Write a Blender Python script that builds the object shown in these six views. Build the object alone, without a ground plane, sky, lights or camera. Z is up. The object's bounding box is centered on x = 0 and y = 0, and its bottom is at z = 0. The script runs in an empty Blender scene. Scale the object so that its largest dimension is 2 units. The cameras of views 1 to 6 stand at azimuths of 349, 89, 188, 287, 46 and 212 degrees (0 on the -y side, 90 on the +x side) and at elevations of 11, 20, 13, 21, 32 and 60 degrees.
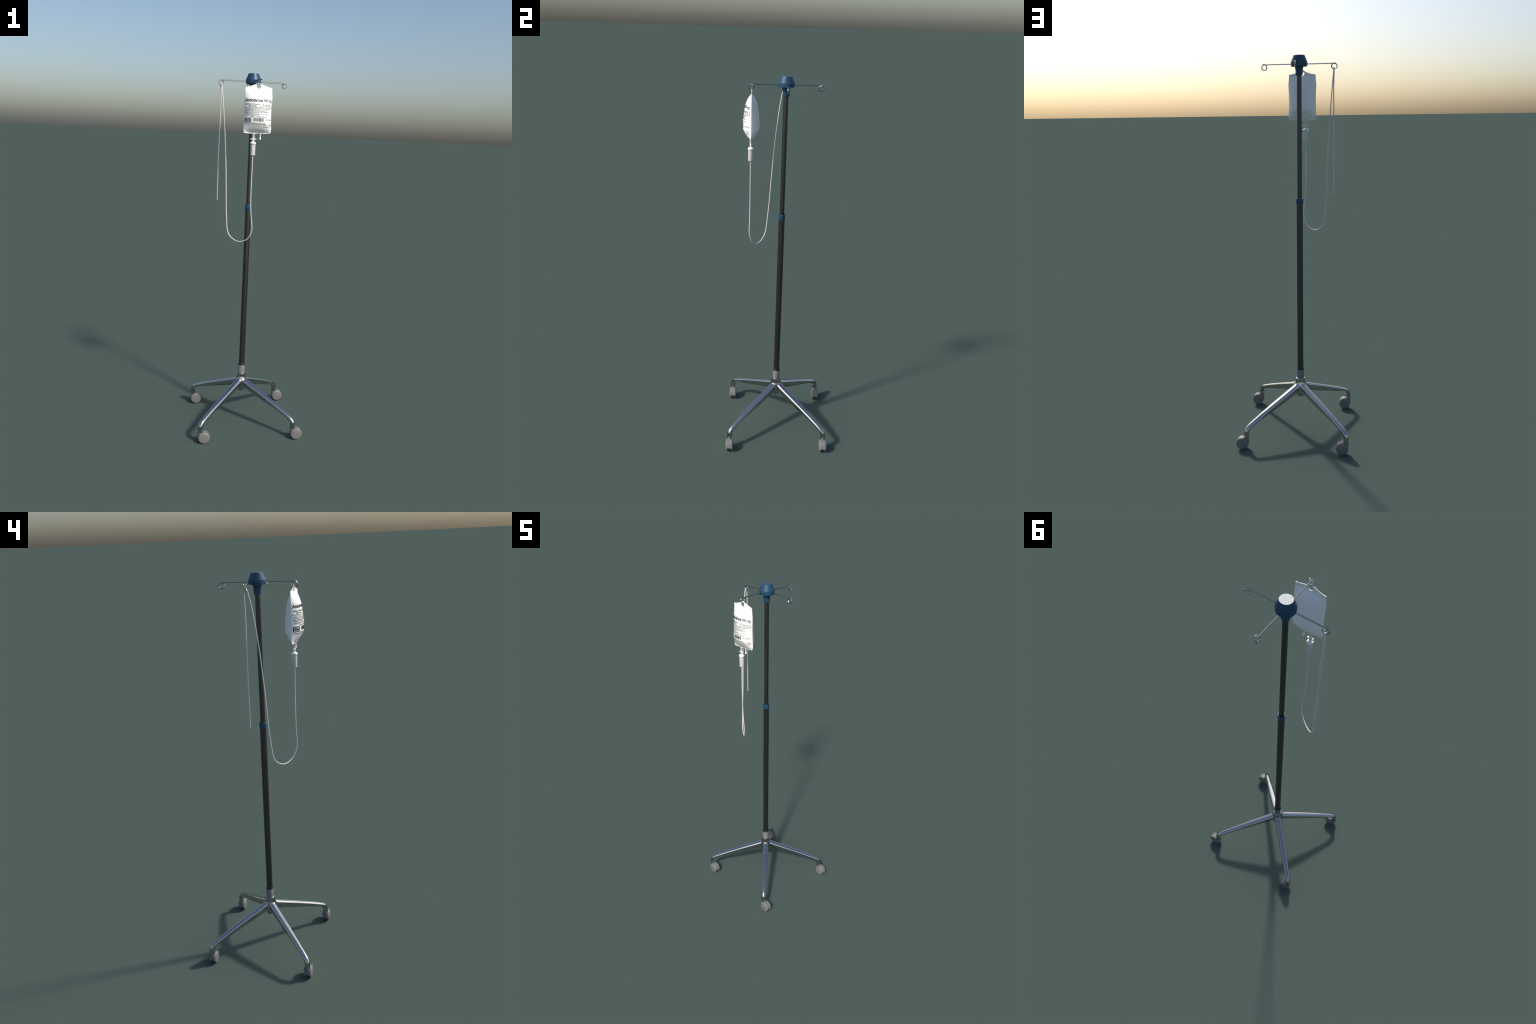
import bpy, bmesh, math, random
from mathutils import Vector, Matrix

random.seed(7)
AXIS_X = -0.0207            # the pole stands at (AXIS_X, 0)
SCENE = bpy.context.scene


# ------------------------------------------------------------------ helpers
def add_object(name, mesh, material, parent=None):
    ob = bpy.data.objects.new(name, mesh)
    SCENE.collection.objects.link(ob)
    if material is not None and not mesh.materials:
        mesh.materials.append(material)
    if parent is not None:
        ob.parent = parent
    return ob


def finish(bm, name, smooth_angle=40.0, weld=1e-6):
    bmesh.ops.remove_doubles(bm, verts=bm.verts, dist=weld)
    bmesh.ops.recalc_face_normals(bm, faces=bm.faces)
    limit = math.radians(smooth_angle)
    for f in bm.faces:
        f.smooth = True
    for e in bm.edges:
        e.smooth = not (len(e.link_faces) == 2 and e.calc_face_angle(0.0) > limit)
    me = bpy.data.meshes.new(name)
    bm.to_mesh(me)
    bm.free()
    return me


def skin(rings, closed=True, cap_start=True, cap_end=True, bm=None):
    """Loft: a list of rings of equal length joined by quads."""
    bm = bm or bmesh.new()
    rows = [[bm.verts.new(p) for p in ring] for ring in rings]
    n = len(rows[0])
    for a, b in zip(rows, rows[1:]):
        for i in range(n if closed else n - 1):
            j = (i + 1) % n
            bm.faces.new((a[i], a[j], b[j], b[i]))
    if cap_start:
        bm.faces.new(rows[0][::-1])
    if cap_end:
        bm.faces.new(rows[-1])
    return bm


def turned(profile, segments=64, axis="Z"):
    """Solid of revolution from (radius, height) pairs."""
    rings = []
    for r, h in profile:
        r = max(r, 1e-5)
        ring = []
        for i in range(segments):
            a = 2 * math.pi * i / segments
            c, s = r * math.cos(a), r * math.sin(a)
            ring.append(Vector((c, s, h)) if axis == "Z" else Vector((c, h, s)))
        rings.append(ring)
    return skin(rings)


def spline(points, steps=8):
    """Catmull-Rom through tuples of any length."""
    pts = [tuple(p) for p in points]
    first = tuple(2 * a - b for a, b in zip(pts[0], pts[1]))
    last = tuple(2 * a - b for a, b in zip(pts[-1], pts[-2]))
    q = [first] + pts + [last]
    out = []
    for i in range(1, len(q) - 2):
        for k in range(steps):
            t = k / steps
            out.append(tuple(
                0.5 * (2 * b + (c - a) * t + (2 * a - 5 * b + 4 * c - d) * t * t
                       + (3 * b - a - 3 * c + d) * t ** 3)
                for a, b, c, d in zip(*q[i - 1:i + 3])))
    out.append(pts[-1])
    return out


def swept(path, radius, segments=16, side=None):
    """Round rod along a path of points, with parallel transported frames."""
    path = [Vector(p) for p in path]
    tang = []
    for i in range(len(path)):
        d = path[min(i + 1, len(path) - 1)] - path[max(i - 1, 0)]
        tang.append(d.normalized())
    side = Vector(side) if side else tang[0].orthogonal().normalized()
    rings = []
    for p, t in zip(path, tang):
        side = (side - t * side.dot(t)).normalized()
        up = t.cross(side)
        rings.append([p + radius * (math.cos(2 * math.pi * k / segments) * side
                                    + math.sin(2 * math.pi * k / segments) * up)
                      for k in range(segments)])
    return skin(rings)


def applied(ob):
    """Replace an object's mesh by its evaluated one."""
    deps = bpy.context.evaluated_depsgraph_get()
    deps.update()
    me = bpy.data.meshes.new_from_object(ob.evaluated_get(deps))
    ob.modifiers.clear()
    ob.data = me
    return me


def cut(ob, cutter_mesh):
    cutter = bpy.data.objects.new("cutter", cutter_mesh)
    SCENE.collection.objects.link(cutter)
    m = ob.modifiers.new("cut", "BOOLEAN")
    m.operation, m.solver, m.object = "DIFFERENCE", "EXACT", cutter
    me = applied(ob)
    bpy.data.objects.remove(cutter)
    return me


def lerp_table(table, x):
    if x <= table[0][0]:
        return table[0][1]
    for (x0, y0), (x1, y1) in zip(table, table[1:]):
        if x <= x1:
            return y0 + (y1 - y0) * (x - x0) / (x1 - x0)
    return table[-1][1]


# ---------------------------------------------------------------- materials
def material(name, colour, roughness, metallic=0.0, specular=0.5, grain=None,
             tint=0.0, coat=0.0, subsurface=0.0):
    """Principled surface; grain = (noise scale, bump strength, bump distance)."""
    m = bpy.data.materials.new(name)
    m.use_nodes = True
    nt = m.node_tree
    b = nt.nodes["Principled BSDF"]
    b.inputs["Base Color"].default_value = (*colour, 1)
    b.inputs["Roughness"].default_value = roughness
    b.inputs["Metallic"].default_value = metallic
    b.inputs["Specular IOR Level"].default_value = specular
    b.inputs["Coat Weight"].default_value = coat
    b.inputs["Subsurface Weight"].default_value = subsurface
    b.inputs["Subsurface Scale"].default_value = 0.01
    coords = nt.nodes.new("ShaderNodeTexCoord")
    if grain or tint:
        noise = nt.nodes.new("ShaderNodeTexNoise")
        noise.inputs["Scale"].default_value = grain[0] if grain else 120
        noise.inputs["Detail"].default_value = 4
        nt.links.new(coords.outputs["Object"], noise.inputs["Vector"])
    if grain:
        bump = nt.nodes.new("ShaderNodeBump")
        bump.inputs["Strength"].default_value = grain[1]
        bump.inputs["Distance"].default_value = grain[2]
        nt.links.new(noise.outputs["Fac"], bump.inputs["Height"])
        nt.links.new(bump.outputs["Normal"], b.inputs["Normal"])
    if tint:
        ramp = nt.nodes.new("ShaderNodeValToRGB")
        lo, hi = 1 - tint, 1 + tint
        ramp.color_ramp.elements[0].position = 0.3
        ramp.color_ramp.elements[1].position = 0.7
        ramp.color_ramp.elements[0].color = (*[c * lo for c in colour], 1)
        ramp.color_ramp.elements[1].color = (*[min(1, c * hi) for c in colour], 1)
        nt.links.new(noise.outputs["Fac"], ramp.inputs["Fac"])
        nt.links.new(ramp.outputs["Color"], b.inputs["Base Color"])
    return m


CHROME = material("polished_metal", (0.48, 0.48, 0.48), 0.12, metallic=1.0)
BLUE = material("blue_plastic", (0.0135, 0.061, 0.124), 0.41, grain=(260, 0.04, 0.001))
POLE = material("black_tube", (0.110, 0.107, 0.106), 0.42, metallic=1.0, grain=(420, 0.12, 0.001), tint=0.12)
RING = material("black_gloss", (0.008, 0.008, 0.010), 0.28)
GREY = material("grey_plastic", (0.178, 0.175, 0.173), 0.42, grain=(700, 0.10, 0.0006), tint=0.03)
FILM = material("white_film", (0.91, 0.91, 0.905), 0.45, subsurface=0.0)
CLEAR = material("milky_tubing", (0.66, 0.635, 0.615), 0.40)
CAP = material("white_plastic", (0.88, 0.88, 0.89), 0.32)
INK = material("black_ink", (0.035, 0.038, 0.042), 0.5)
PALE_INK = material("white_ink", (0.80, 0.80, 0.80), 0.5)


# -------------------------------------------------------------- the drip stand
stand = bpy.data.objects.new("drip_stand", None)
SCENE.collection.objects.link(stand)
stand.location = (AXIS_X, 0, 0)
stand["label"] = "tall wheeled metal drip stand with four hooks"
stand["category"] = "drip stand"
HERE = Vector((AXIS_X, 0, 0))


def stand_part(name, mesh, mat, parent=None):
    return add_object(name, mesh, mat, parent or stand)


# telescopic pole
stand_part("lower_tube", finish(turned([(0.0161, 0.300), (0.0161, 1.2800)]), "lower_tube"), POLE)
stand_part("upper_tube", finish(turned([(0.0123, 1.270), (0.0123, 1.9300)]), "upper_tube"), POLE)
stand_part("clamp_collar", finish(turned([
    (0.0124, 1.2905), (0.0150, 1.2938), (0.0174, 1.2938), (0.0181, 1.2931), (0.0183, 1.2918),
    (0.0183, 1.2672), (0.0179, 1.2658), (0.0164, 1.2650), (0.0163, 1.2650)]), "clamp_collar"), BLUE)
stand_part("socket_sleeve", finish(turned([
    (0.0140, 0.2800), (0.0197, 0.2800), (0.0197, 0.3478), (0.0192, 0.3486), (0.0140, 0.3486)]),
    "socket_sleeve"), GREY)
stand_part("sealing_ring", finish(turned([
    (0.0145, 0.3480), (0.0188, 0.3480), (0.0196, 0.3495), (0.0196, 0.3525), (0.0192, 0.3542),
    (0.0172, 0.3585), (0.0164, 0.3600), (0.0145, 0.3600)]), "sealing_ring", 50), RING)

# die-cast base: hub and legs are modelled apart, fused and rounded where they meet
HUB_PROFILE = (
    [(0.0, 0.2990), (0.0236, 0.2990)]
    + spline([(0.0245, 0.2980), (0.0249, 0.2860), (0.0262, 0.2790),
              (0.0282, 0.2715), (0.0304, 0.2645), (0.0322, 0.2570), (0.0330, 0.2480)], 5)
    + [(0.0330, 0.2160), (0.0315, 0.2115), (0.0192, 0.2090), (0.0192, 0.1897), (0.0, 0.1897)])

# four swept legs: (top r, top z, bottom r, bottom z, half width)
LEG_STATIONS = [
    (0.0180, 0.2705, 0.0240, 0.2108, 0.0185),
    (0.0300, 0.2660, 0.0350, 0.2103, 0.0192),
    (0.0420, 0.2610, 0.0460, 0.2093, 0.0195),
    (0.0560, 0.2550, 0.0570, 0.2063, 0.0194),
    (0.1000, 0.2368, 0.0960, 0.1938, 0.0187),
    (0.1600, 0.2130, 0.1520, 0.1758, 0.0178),
    (0.2200, 0.1885, 0.2100, 0.1573, 0.0167),
    (0.2700, 0.1680, 0.2590, 0.1408, 0.0157),
    (0.3150, 0.1480, 0.3030, 0.1248, 0.0148),
    (0.3400, 0.1365, 0.3260, 0.1153, 0.0143),
    (0.3570, 0.1270, 0.3385, 0.1083, 0.0140),
    (0.3700, 0.1159, 0.3475, 0.1008, 0.0138),
    (0.3785, 0.1023, 0.3525, 0.0933, 0.0138),
    (0.3820, 0.0880, 0.3545, 0.0855, 0.0138),
    (0.3825, 0.0760, 0.3549, 0.0760, 0.0138),
    (0.3825, 0.0620, 0.3549, 0.0620, 0.0138),
]


def leg_mesh():
    rings, n = [], 64
    for tr, tz, br, bz, w in spline(LEG_STATIONS, 6):
        top, bottom = Vector((tr, 0, tz)), Vector((br, 0, bz))
        mid, half = (top + bottom) / 2, (top - bottom) / 2
        roundness = 2.0 + 0.8 * min(1.0, max(0.0, (half.length - 0.0138) / 0.004))
        ring = []
        for k in range(n):
            a = 2 * math.pi * k / n
            c, s = math.cos(a), math.sin(a)
            e = 2 / roundness
            ring.append(mid + half * math.copysign(abs(s) ** e, s)
                        + Vector((0, w, 0)) * math.copysign(abs(c) ** e, c))
        rings.append(ring)
    last = rings[-1]
    centre = sum(last, Vector()) / n
    rings.append([centre + (p - centre) * 0.93 + Vector((0, 0, -0.0009)) for p in last])
    return finish(skin(rings), "leg", 55)


LEG_REACH = 0.3687


def cast_base():
    """Hub and four legs fused into one smooth casting, then parted by region."""
    bm = turned(HUB_PROFILE, 96)
    me_leg = leg_mesh()
    for k in range(4):
        piece = me_leg.copy()
        piece.transform(Matrix.Rotation(math.radians(45 + 90 * k), 4, "Z"))
        bm.from_mesh(piece)
        bpy.data.meshes.remove(piece)
    me = bpy.data.meshes.new("casting")
    bm.to_mesh(me)
    bm.free()
    ob = bpy.data.objects.new("casting", me)
    SCENE.collection.objects.link(ob)
    m = ob.modifiers.new("fuse", "REMESH")
    m.mode, m.voxel_size, m.adaptivity = "VOXEL", 0.0011, 0.0
    applied(ob)
    near = ob.vertex_groups.new(name="near_hub")
    for v in ob.data.vertices:
        r = math.hypot(v.co.x, v.co.y)
        w = min(1.0, max(0.0, (0.085 - r) / 0.03))
        if v.co.z > 0.287:
            w *= max(0.0, 1 - (v.co.z - 0.287) / 0.004)
        if w > 0:
            near.add([v.index], w, "REPLACE")
    m = ob.modifiers.new("even", "SMOOTH")
    m.factor, m.iterations = 0.5, 8
    m = ob.modifiers.new("fillet", "SMOOTH")
    m.factor, m.iterations, m.vertex_group = 0.5, 90, "near_hub"
    whole = applied(ob)
    normals = [v.normal.copy() for v in whole.vertices]

    def region(p):
        c = p.center
        if math.hypot(c.x, c.y) < 0.050:
            return 4
        return int((math.degrees(math.atan2(c.y, c.x)) % 360) // 90)

    faces = [[] for _ in range(5)]
    for p in whole.polygons:
        faces[region(p)].append(tuple(p.vertices))
    parts = []
    for k, chosen in enumerate(faces):
        used = sorted({i for f in chosen for i in f})
        index = {v: n for n, v in enumerate(used)}
        part = bpy.data.meshes.new("base_hub" if k == 4 else "leg")
        part.from_pydata([whole.vertices[i].co for i in used], [], [[index[i] for i in f] for f in chosen])
        part.polygons.foreach_set("use_smooth", [True] * len(part.polygons))
        part.normals_split_custom_set_from_vertices([normals[i] for i in used])
        parts.append(part)
    bpy.data.objects.remove(ob)
    bpy.data.meshes.remove(whole)
    bpy.data.meshes.remove(me_leg)
    return parts


base_parts = cast_base()
base_hub = stand_part("base_hub", base_parts[4], CHROME)
for leg_data in base_parts[:4]:
    stand_part("leg", leg_data, CHROME, base_hub)

# twin-wheel castors, all trailing toward +x
WHEEL_X, WHEEL_Z = 0.0213, 0.0315
HOOD_R, HOOD_HALF = 0.0335, 0.0160


def hood_mesh():
    bm = bmesh.new()
    arc = [0, 34] + list(range(46, 181, 12)) + [180]
    arc = sorted(set(a for a in arc if a <= 180))
    outline = [(WHEEL_X + HOOD_R * math.cos(math.radians(a)),
                WHEEL_Z + HOOD_R * math.sin(math.radians(a))) for a in arc]
    outline = [(WHEEL_X + HOOD_R - 0.001, WHEEL_Z - 0.002)] + outline + [(WHEEL_X - HOOD_R + 0.001, WHEEL_Z - 0.002)]
    rings = []
    inset = 0.0012
    cx, cz = WHEEL_X, WHEEL_Z + 0.01
    for y, s in ((-HOOD_HALF, inset), (-HOOD_HALF + inset, 0), (HOOD_HALF - inset, 0), (HOOD_HALF, inset)):
        ring = []
        for x, z in outline:
            d = Vector((x - cx, z - cz))
            d = d * (1 - s / d.length)
            ring.append(Vector((cx + d.x, y, cz + d.y)))
        rings.append(ring)
    skin(rings, bm=bm)
    # axle housing between the wheels
    core = []
    for y in (-0.0114, 0.0114):
        core.append([Vector((WHEEL_X + 0.0265 * math.cos(2 * math.pi * i / 40), y,
                             WHEEL_Z + 0.0265 * math.sin(2 * math.pi * i / 40))) for i in range(40)])
    skin(core, bm=bm)
    # stem block under the leg's foot, tapering into the hood
    blocks = []
    for z, r, cx2 in ((0.0605, 0.0120, 0.0), (0.0598, 0.0128, 0.0), (0.0470, 0.0128, 0.0),
                      (0.0390, 0.0115, 0.0008), (0.0300, 0.0095, 0.0025)):
        blocks.append([Vector((cx2 + r * math.cos(2 * math.pi * i / 32), r * math.sin(2 * math.pi * i / 32), z))
                       for i in range(32)])
    skin(blocks, bm=bm)
    # swivel pin showing in front of the foot
    pin = []
    for z, r in ((0.0560, 0.0060), (0.0725, 0.0060), (0.0738, 0.0048)):
        pin.append([Vector((0.0090 + r * math.cos(2 * math.pi * i / 24), r * math.sin(2 * math.pi * i / 24), z))
                    for i in range(24)])
    skin(pin, bm=bm)
    return finish(bm, "caster", 24)


def wheel_mesh():
    profile = [(0.0, 0.0203), (0.0250, 0.0203), (0.0258, 0.0201), (0.0288, 0.0190), (0.0306, 0.0174),
               (0.0315, 0.0150), (0.0315, 0.0122), (0.0302, 0.0112), (0.0, 0.0112)]
    return finish(turned(profile, 56, axis="Y"), "wheel", 28)


hood_data, wheel_data = hood_mesh(), wheel_mesh()
for k in range(4):
    a = math.radians(45 + 90 * k)
    caster = stand_part("caster", hood_data, GREY)
    caster.location = (LEG_REACH * math.cos(a), LEG_REACH * math.sin(a), 0)
    for flip in (0, math.pi):
        wheel = stand_part("wheel", wheel_data, GREY, caster)
        wheel.location = (WHEEL_X, 0, WHEEL_Z)
        wheel.rotation_euler = (0, 0, flip)

# hook head
head = stand_part("hook_head", finish(turned(
    [(0.0, 2.0), (0.0240, 2.0), (0.0276, 2.0), (0.0282, 1.9995), (0.0285, 1.9986),
     (0.0411, 1.9684), (0.0415, 1.9668), (0.0415, 1.9655), (0.0409, 1.9484), (0.0404, 1.9474), (0.0396, 1.9470),
     (0.0240, 1.9470)]
    + spline([(0.0228, 1.9462), (0.0212, 1.9425), (0.0195, 1.9370), (0.0183, 1.9300), (0.0178, 1.9220)], 4)
    + [(0.0176, 1.9060), (0.0172, 1.9043), (0.0110, 1.9043)]), "hook_head", 30), BLUE)

HOOK_Z, HOOK_COIL, HOOK_WIRE, HOOK_REACH = 1.9583, 0.0132, 0.0030, 0.1737
bm = bmesh.new()
for k in range(4):
    a = k * math.pi / 2
    d = Vector((math.cos(a), math.sin(a), 0))
    s = Vector((-d.y, d.x, 0))
    rings = [[d * r + (s * math.cos(t) + Vector((0, 0, 1)) * math.sin(t)) * 0.0040 + Vector((0, 0, HOOK_Z))
              for t in [2 * math.pi * i / 20 for i in range(20)]] for r in (0.0375, 0.0460)]
    skin(rings, bm=bm)
head.data = cut(head, finish(bm, "holes"))
for p in head.data.polygons:
    p.use_smooth = True
head.data.set_sharp_from_angle(angle=math.radians(22))

# four wire hooks, each ending in one full coil drifting sideways
for direction, drift in ((Vector((1, 0, 0)), Vector((0, 1, 0))), (Vector((-1, 0, 0)), Vector((0, 1, 0))),
                         (Vector((0, 1, 0)), Vector((1, 0, 0))), (Vector((0, -1, 0)), Vector((1, 0, 0)))):
    path = [direction * r + Vector((0, 0, HOOK_Z)) for r in (0.030, 0.08, 0.13, HOOK_REACH - 0.006)]
    sweep, turns = math.radians(388), 56
    for i in range(turns + 1):
        f = i / turns
        a = sweep * f
        radius = HOOK_COIL + 0.0006 * max(0.0, f - 0.85) / 0.15
        path.append(direction * (HOOK_REACH + radius * math.sin(a))
                    + Vector((0, 0, HOOK_Z - HOOK_COIL + radius * math.cos(a)))
                    + drift * (0.0112 * max(0.0, (f - 0.48) / 0.52)))
    stand_part("hook", finish(swept(path, HOOK_WIRE, 6, (0, 0, 1)), "hook", 50), CHROME)

# --------------------------------------------------------- the infusion bag set
BAG = Vector((AXIS_X, -0.1705, 0))
bag_set = bpy.data.objects.new("infusion_set", None)
SCENE.collection.objects.link(bag_set)
bag_set.location = (AXIS_X, -0.1705, 1.3)
bag_set["label"] = "full white infusion bag with drip chamber and long tube"
bag_set["category"] = "infusion bag"
BACK = Matrix.Translation(-Vector(bag_set.location))


def set_part(name, mesh, mat, parent=None):
    mesh.transform(BACK)
    return add_object(name, mesh, mat, parent or bag_set)


HALF_WIDTH = spline([(1.680, 0.0702), (1.690, 0.0706), (1.708, 0.0738), (1.740, 0.0722), (1.785, 0.0709),
                     (1.830, 0.0717), (1.864, 0.0732), (1.886, 0.0716), (1.903, 0.0702), (1.945, 0.0698)], 6)
SWELL = [(1.6900, 0.0), (1.6925, 0.0040)] + spline(
    [(1.6955, 0.0085), (1.701, 0.0158), (1.708, 0.0226), (1.720, 0.0310), (1.732, 0.0384)], 4) + spline(
    [(1.738, 0.0405), (1.752, 0.0412), (1.778, 0.0407), (1.809, 0.0376), (1.841, 0.0327), (1.865, 0.0270),
     (1.886, 0.0185), (1.896, 0.0115), (1.903, 0.0055), (1.909, 0.0012), (1.914, 0.0)], 6)
TOP_EDGE = spline([(0.0, 1.9412), (0.0055, 1.9400), (0.0120, 1.9350), (0.0200, 1.9298), (0.0350, 1.9240),
                   (0.0520, 1.9205), (0.0710, 1.9180)], 6)
BOTTOM_EDGE = spline([(-0.072, 1.6868), (-0.050, 1.6853), (-0.025, 1.6836), (0.0, 1.6834), (0.025, 1.6842),
                      (0.050, 1.6872), (0.072, 1.6895)], 6)
FILM_HALF = 0.0011


def half_width(z):
    return lerp_table(HALF_WIDTH, z)


def bag_bulge(u, z):
    """Half thickness of the filled pillow at side fraction u (-1..1)."""
    t = lerp_table(SWELL, z)
    return t * max(0.0, 1 - abs(u) ** 2.3) ** 0.80


def bag_sway(u, z):
    """Slight curl of the flat seams."""
    low = min(1.0, max(0.0, (1.703 - z) / 0.018))
    high = min(1.0, max(0.0, (z - 1.905) / 0.03))
    return (low * (0.0022 * math.sin(3.1 * u + 0.5) + 0.0014 * math.sin(9.0 * u))
            - 0.0015 * low + high * 0.0012 * math.sin(4 * u))


def bag_point(u, v_z, side):
    x = u * half_width(v_z)
    z = v_z
    if v_z > 1.9:
        top = lerp_table(TOP_EDGE, abs(x))
        z = 1.9 + (top - 1.9) * (v_z - 1.9) / 0.0412
    if v_z < 1.694:
        low = lerp_table(BOTTOM_EDGE, x)
        z = 1.694 - (1.694 - low) * (1.694 - v_z) / 0.0106
    y = bag_sway(u, z) + side * (FILM_HALF + bag_bulge(u, z))
    return Vector((BAG.x + x, BAG.y + y, z))


def bag_mesh():
    columns = [math.sin(math.pi * (i / 56 - 0.5)) for i in range(57)]
    rows = ([1.6834 + 0.0106 * i / 3 for i in range(3)]
            + [1.694 + (1.9 - 1.694) * i / 60 for i in range(60)]
            + [1.9 + 0.0412 * i / 14 for i in range(15)])
    rings = []
    for z in rows:
        rings.append([bag_point(u, z, -1) for u in columns] + [bag_point(u, z, 1) for u in reversed(columns)])
    return finish(skin(rings), "bag", 75)


bag = add_object("bag", bag_mesh(), None, None)
hole = bmesh.new()
rings = []
for y in (-0.02, 0.02):
    rings.append([BAG + Vector((0.0112 * math.copysign(abs(math.cos(a)) ** 0.9, math.cos(a)), y,
                                1.9236 + 0.0121 * math.sin(a)))
                  for a in [2 * math.pi * i / 28 for i in range(28)]])
skin(rings, bm=hole)
bag_data = cut(bag, finish(hole, "hole"))
for p in bag_data.polygons:
    p.use_smooth = True
bag_data.set_sharp_from_angle(angle=math.radians(75))
bag_data.transform(BACK)
bag_data.materials.clear()
bag_data.materials.append(FILM)
bag.parent = bag_set


# ---- print on the bag: real letters laid on its front face
def on_bag(x, z, lift):
    def front(x, z):
        u = x / half_width(z)
        return BAG.y + bag_sway(u, z) - FILM_HALF - bag_bulge(u, z)
    e = 0.0008
    gx = (front(x + e, z) - front(x - e, z)) / (2 * e)
    gz = (front(x, z + e) - front(x, z - e)) / (2 * e)
    n = Vector((gx, -1, gz)).normalized()
    return Vector((BAG.x + x, front(x, z), z)) + n * lift


def lay(bm, low, high):
    """Wrap a flat mesh (x, z in the plane, y = 0 or 1 for low or high side) onto the bag."""
    for _ in range(6):
        long_edges = [e for e in bm.edges if e.calc_length() > 0.0024 and abs(e.verts[0].co.y - e.verts[1].co.y) < 0.5]
        if not long_edges:
            break
        bmesh.ops.subdivide_edges(bm, edges=long_edges, cuts=1)
    bmesh.ops.triangulate(bm, faces=bm.faces)
    for v in bm.verts:
        v.co = on_bag(v.co.x, v.co.z, low + (high - low) * v.co.y)


def letters(text, x0, x1, z0, z1, weight=0.0, slope=0.0, low=0.0002, high=0.0006):
    """Text stretched to the box x0..x1, baseline z0 to cap height z1."""
    cu = bpy.data.curves.new("type", "FONT")
    cu.body = text
    cu.offset = weight
    cu.extrude = 0.5
    cu.resolution_u = 3
    ob = bpy.data.objects.new("type", cu)
    SCENE.collection.objects.link(ob)
    deps = bpy.context.evaluated_depsgraph_get()
    me = bpy.data.meshes.new_from_object(ob.evaluated_get(deps))
    bpy.data.objects.remove(ob)
    bm = bmesh.new()
    bm.from_mesh(me)
    bpy.data.meshes.remove(me)
    xs = [v.co.x for v in bm.verts]
    lo, hi = min(xs), max(xs)
    cap = 0.70
    for v in bm.verts:
        fx = (v.co.x - lo) / (hi - lo)
        x, h, y = x0 + (x1 - x0) * fx, v.co.y / cap, v.co.z + 0.5
        v.co = Vector((x, y, z0 + (z1 - z0) * h + slope * fx))
    lay(bm, low, high)
    return finish(bm, "lettering", 40, 1e-7)


def patch(x0, x1, z0, z1, low=0.0002, high=0.0006):
    bm = bmesh.new()
    nx, nz = max(1, round((x1 - x0) / 0.002)), max(1, round((z1 - z0) / 0.002))
    rim = ([(x0 + (x1 - x0) * i / nx, z0) for i in range(nx)] + [(x1, z0 + (z1 - z0) * i / nz) for i in range(nz)]
           + [(x1 - (x1 - x0) * i / nx, z1) for i in range(nx)] + [(x0, z1 - (z1 - z0) * i / nz) for i in range(nz)])
    skin([[Vector((x, y, z)) for x, z in rim] for y in (0, 1)], cap_start=False, cap_end=False, bm=bm)
    for y in (0, 1):
        grid = [[bm.verts.new((x0 + (x1 - x0) * i / nx, y, z0 + (z1 - z0) * j / nz)) for i in range(nx + 1)]
                for j in range(nz + 1)]
        for a, b in zip(grid, grid[1:]):
            for i in range(nx):
                bm.faces.new((a[i], a[i + 1], b[i + 1], b[i]))
    bmesh.ops.remove_doubles(bm, verts=bm.verts, dist=1e-6)
    lay(bm, low, high)
    return finish(bm, "print", 40, 1e-7)


def join(meshes, name):
    bm = bmesh.new()
    for m in meshes:
        bm.from_mesh(m)
        bpy.data.meshes.remove(m)
    me = bpy.data.meshes.new(name)
    bm.to_mesh(me)
    bm.free()
    return me


def printed(name, meshes, mat=INK):
    me = join(meshes, name)
    me.transform(BACK)
    return add_object(name, me, mat, bag)


printed("title_lettering", [
    letters("Amiodarone", -0.0690, 0.0185, 1.8452, 1.8612, 0.030),
    letters("900", 0.0238, 0.0465, 1.8455, 1.8595, 0.014),
    letters("mg", 0.0508, 0.0672, 1.8455, 1.8595, 0.014)])
printed("dose_lettering", [
    letters("added to 5% Dextrose", -0.0655, 0.0000, 1.8296, 1.8358, 0.012),
    letters("500 mL* Bag", -0.0525, -0.0150, 1.8203, 1.8268, 0.012),
    letters("(", 0.0064, 0.0086, 1.8215, 1.8350, 0.0),
    letters("1.8 mg/mL", 0.0110, 0.0615, 1.8228, 1.8345, -0.004),
    letters(")", 0.0640, 0.0668, 1.8215, 1.8350, 0.0)])
printed("rule", [patch(-0.0690, 0.0685, 1.8148, 1.8164)])
printed("small_print", [
    letters("Caution: use as a concentrated solution, for intravenous", -0.0600, 0.0600, 1.8092, 1.8124, 0.004),
    letters("Store at Room Temperature, Protect from Light.", -0.0650, 0.0453, 1.8030, 1.8067, 0.010),
    letters("Contains Preservatives, Single-dose Bag.", -0.0650, 0.0310, 1.7972, 1.8008, 0.006),
    letters("Recommend In-Line Filter During Continuous", -0.0650, 0.0498, 1.7912, 1.7948, 0.010),
    letters("Infusion Solution for IV Use.", -0.0650, 0.0000, 1.7858, 1.7892, 0.010),
    letters("Each mL also contains the polysorbate, benzyl alcohol 5 mg", -0.0610, 0.0490, 1.7796, 1.7826, 0.000),
    letters("Water for injection, dextrose 5% q.s.", -0.0650, 0.0015, 1.7757, 1.7786, 0.002)])
printed("code_lettering", [letters("NDC: 52800-185-09", -0.0402, 0.0388, 1.7668, 1.7716, 0.004),
                           letters("Rx Only", 0.0356, 0.0664, 1.7538, 1.7592, 0.006)])
printed("warning_panel", [patch(-0.0680, -0.0398, 1.7400, 1.7638)])
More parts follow.
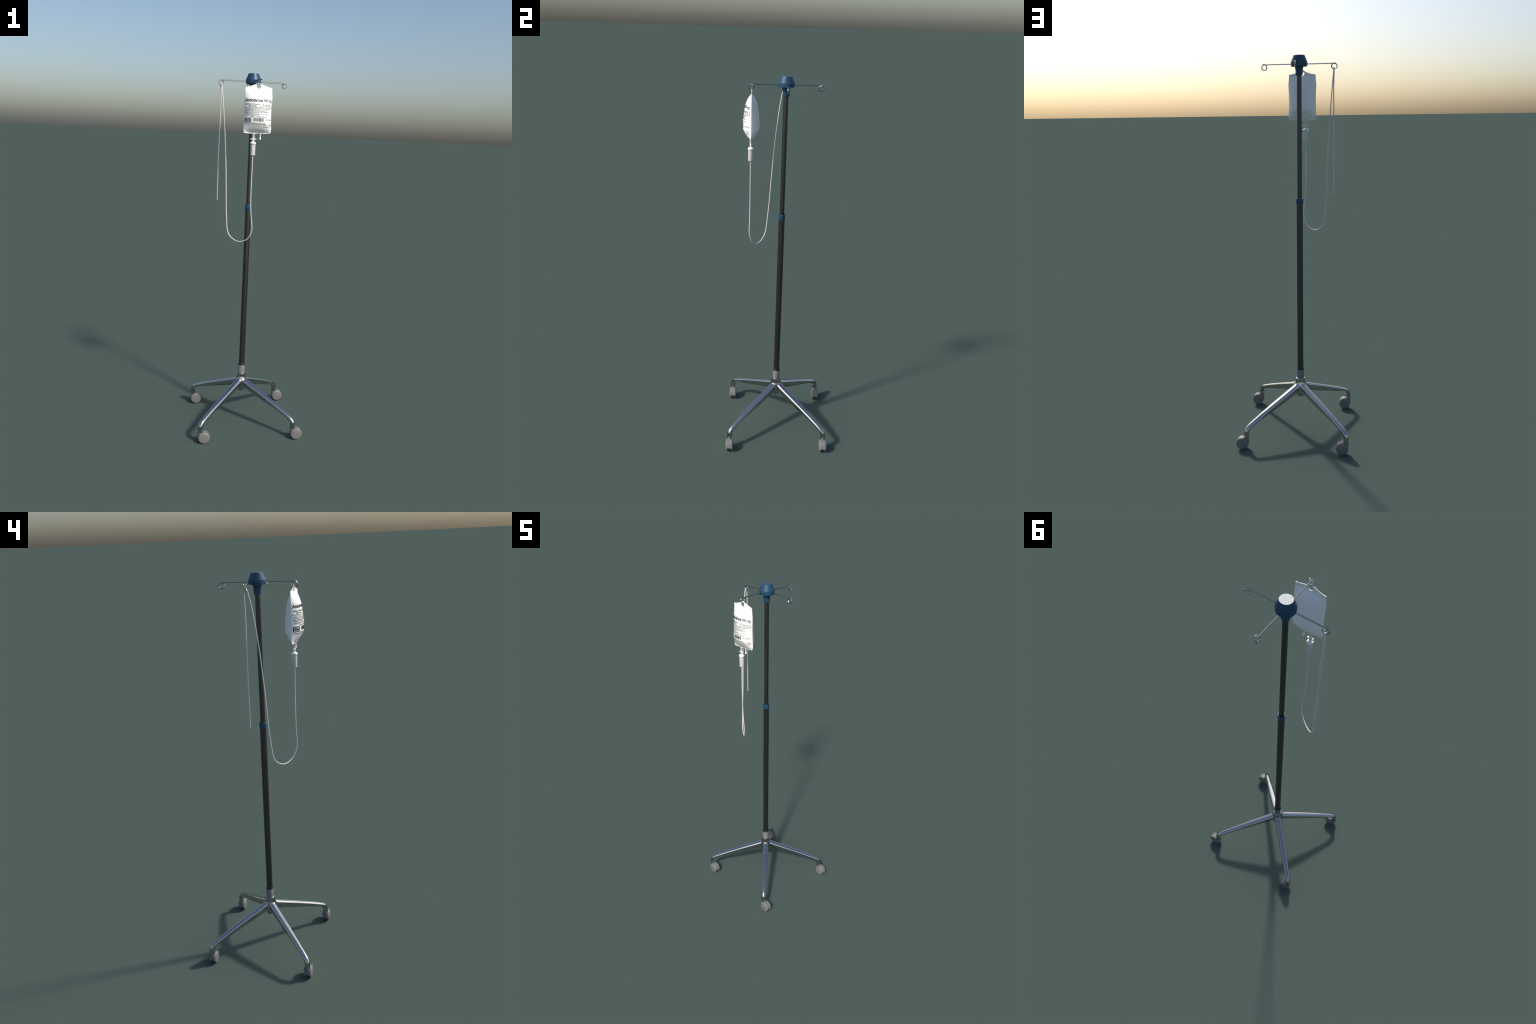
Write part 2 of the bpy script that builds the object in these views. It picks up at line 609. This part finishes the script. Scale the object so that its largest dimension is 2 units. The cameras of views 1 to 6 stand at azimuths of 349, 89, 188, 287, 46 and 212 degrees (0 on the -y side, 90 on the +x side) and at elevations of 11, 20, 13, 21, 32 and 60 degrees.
printed("warning_lettering", [
    letters("HIGH", -0.0650, -0.0424, 1.7536, 1.7610, 0.010, low=0.0005, high=0.0009),
    letters("ALERT", -0.0664, -0.0412, 1.7422, 1.7496, 0.010, low=0.0005, high=0.0009)], PALE_INK)
bars, x = [], -0.0284
rng = random.Random(11)
while x < 0.0256:
    w = rng.choice((0.0004, 0.0005, 0.0008, 0.0014))
    tall = 1.7455 if rng.random() < 0.25 else 1.7468
    bars.append(patch(x, min(x + w, 0.0258), tall, 1.7636))
    x += w + rng.choice((0.0007, 0.0009, 0.0016))
printed("barcode", bars)
printed("foot_print", [
    letters("Compounded For Hospital Use Only", -0.0359, 0.0339, 1.7374, 1.7404, 0.008),
    letters("Distributed by the pharmacy outsourcing facility", -0.0633, 0.0344, 1.7325, 1.7352, 0.002),
    letters("LOT", 0.0264, 0.0404, 1.7272, 1.7296, 0.006),
    letters("EXP 00.00", 0.0280, 0.0540, 1.7172, 1.7196, 0.006),
    letters("REV 1", 0.0563, 0.0680, 1.7338, 1.7364, 0.0),
    patch(0.0580, 0.0592, 1.7215, 1.7310), patch(0.0668, 0.0680, 1.7215, 1.7310),
    patch(0.0592, 0.0668, 1.7299, 1.7310), patch(0.0592, 0.0668, 1.7215, 1.7226)])

# ---- ports, drip chamber and tube
CHAMBER = Vector((-0.0389, -0.1708, 0))


def at(mesh, where):
    mesh.transform(Matrix.Translation(where))
    return mesh


port = set_part("outlet_port", at(finish(turned([
    (0.0, 1.6960), (0.0045, 1.6950), (0.0062, 1.6915), (0.0066, 1.6840), (0.0066, 1.6800), (0.0062, 1.6795),
    (0.0062, 1.6560), (0.0070, 1.6545), (0.0070, 1.6515), (0.0050, 1.6500), (0.0040, 1.6460), (0.0, 1.6460)], 32),
    "outlet_port"), CHAMBER), CLEAR)
bm = bmesh.new()
outline = []
for sx, a0 in ((1, -90), (-1, 90)):
    for i in range(9):
        a = math.radians(a0 + 180 * i / 8)
        outline.append((sx * 0.0115 + 0.0046 * math.cos(a), 0.0046 * math.sin(a)))
skin([[Vector((x * k, y * k, z)) for x, y in outline]
      for z, k in ((1.6530, 0.95), (1.6535, 1.0), (1.6592, 1.0), (1.6597, 0.95))], bm=bm)
set_part("port_flange", at(finish(bm, "port_flange"), CHAMBER), CLEAR, port)
set_part("injection_port", at(finish(turned([
    (0.0, 1.6960), (0.0045, 1.6950), (0.0060, 1.6915), (0.0064, 1.6845), (0.0042, 1.6830), (0.0040, 1.6640),
    (0.0, 1.6640)], 32), "injection_port"), Vector((-0.0033, -0.1708, 0))), CLEAR)
set_part("port_stopper", at(finish(turned([
    (0.0, 1.6660), (0.0044, 1.6655), (0.0048, 1.6640), (0.0048, 1.6560), (0.0042, 1.6548), (0.0, 1.6548)], 32),
    "port_stopper"), Vector((-0.0033, -0.1708, 0))), CAP)
chamber = set_part("drip_chamber", at(finish(turned([
    (0.0, 1.6320), (0.0129, 1.6320), (0.0129, 1.5745), (0.0126, 1.5732), (0.0118, 1.5727), (0.0040, 1.5700),
    (0.0026, 1.5690), (0.0026, 1.5665), (0.0040, 1.5660), (0.0041, 1.5645), (0.0039, 1.5555), (0.0033, 1.5545),
    (0.0, 1.5545)], 48), "drip_chamber"), CHAMBER), CLEAR)
set_part("chamber_cap", at(finish(turned(
    [(0.0, 1.6520), (0.0042, 1.6520)]
    + spline([(0.0043, 1.6505), (0.0050, 1.6465), (0.0070, 1.6434), (0.0105, 1.6417), (0.0136, 1.6402)], 4)
    + [(0.0149, 1.6384), (0.0154, 1.6362), (0.0154, 1.6315), (0.0148, 1.6306), (0.0, 1.6306)], 48),
    "chamber_cap", 35), CHAMBER), CAP, chamber)

TUBE_PATH = [
    (-0.0389, -0.1708, 1.5580), (-0.0388, -0.1707, 1.5076), (-0.0392, -0.1704, 1.4237), (-0.0389, -0.1700, 1.3416),
    (-0.0343, -0.1704, 1.2606), (-0.0261, -0.1703, 1.1779), (-0.0476, -0.1515, 1.1232), (-0.0954, -0.1188, 1.1064),
    (-0.1411, -0.0849, 1.1466), (-0.1526, -0.0719, 1.2473), (-0.1566, -0.0635, 1.3530), (-0.1600, -0.0575, 1.4594),
    (-0.1648, -0.0498, 1.5673), (-0.1710, -0.0414, 1.6732), (-0.1780, -0.0305, 1.7726), (-0.1850, -0.0190, 1.8600),
    (-0.1908, -0.0068, 1.9220), (-0.1925, -0.0015, 1.9350), (-0.1936, 0.0042, 1.9386), (-0.1943, 0.0094, 1.9345),
    (-0.1940, 0.0102, 1.9150), (-0.1926, 0.0098, 1.8426), (-0.1938, 0.0098, 1.7105), (-0.1964, 0.0105, 1.5790),
    (-0.1967, 0.0103, 1.4470), (-0.1960, 0.0105, 1.3165)]
set_part("tube", finish(swept(spline(TUBE_PATH, 10), 0.0028), "tube", 50), CLEAR)
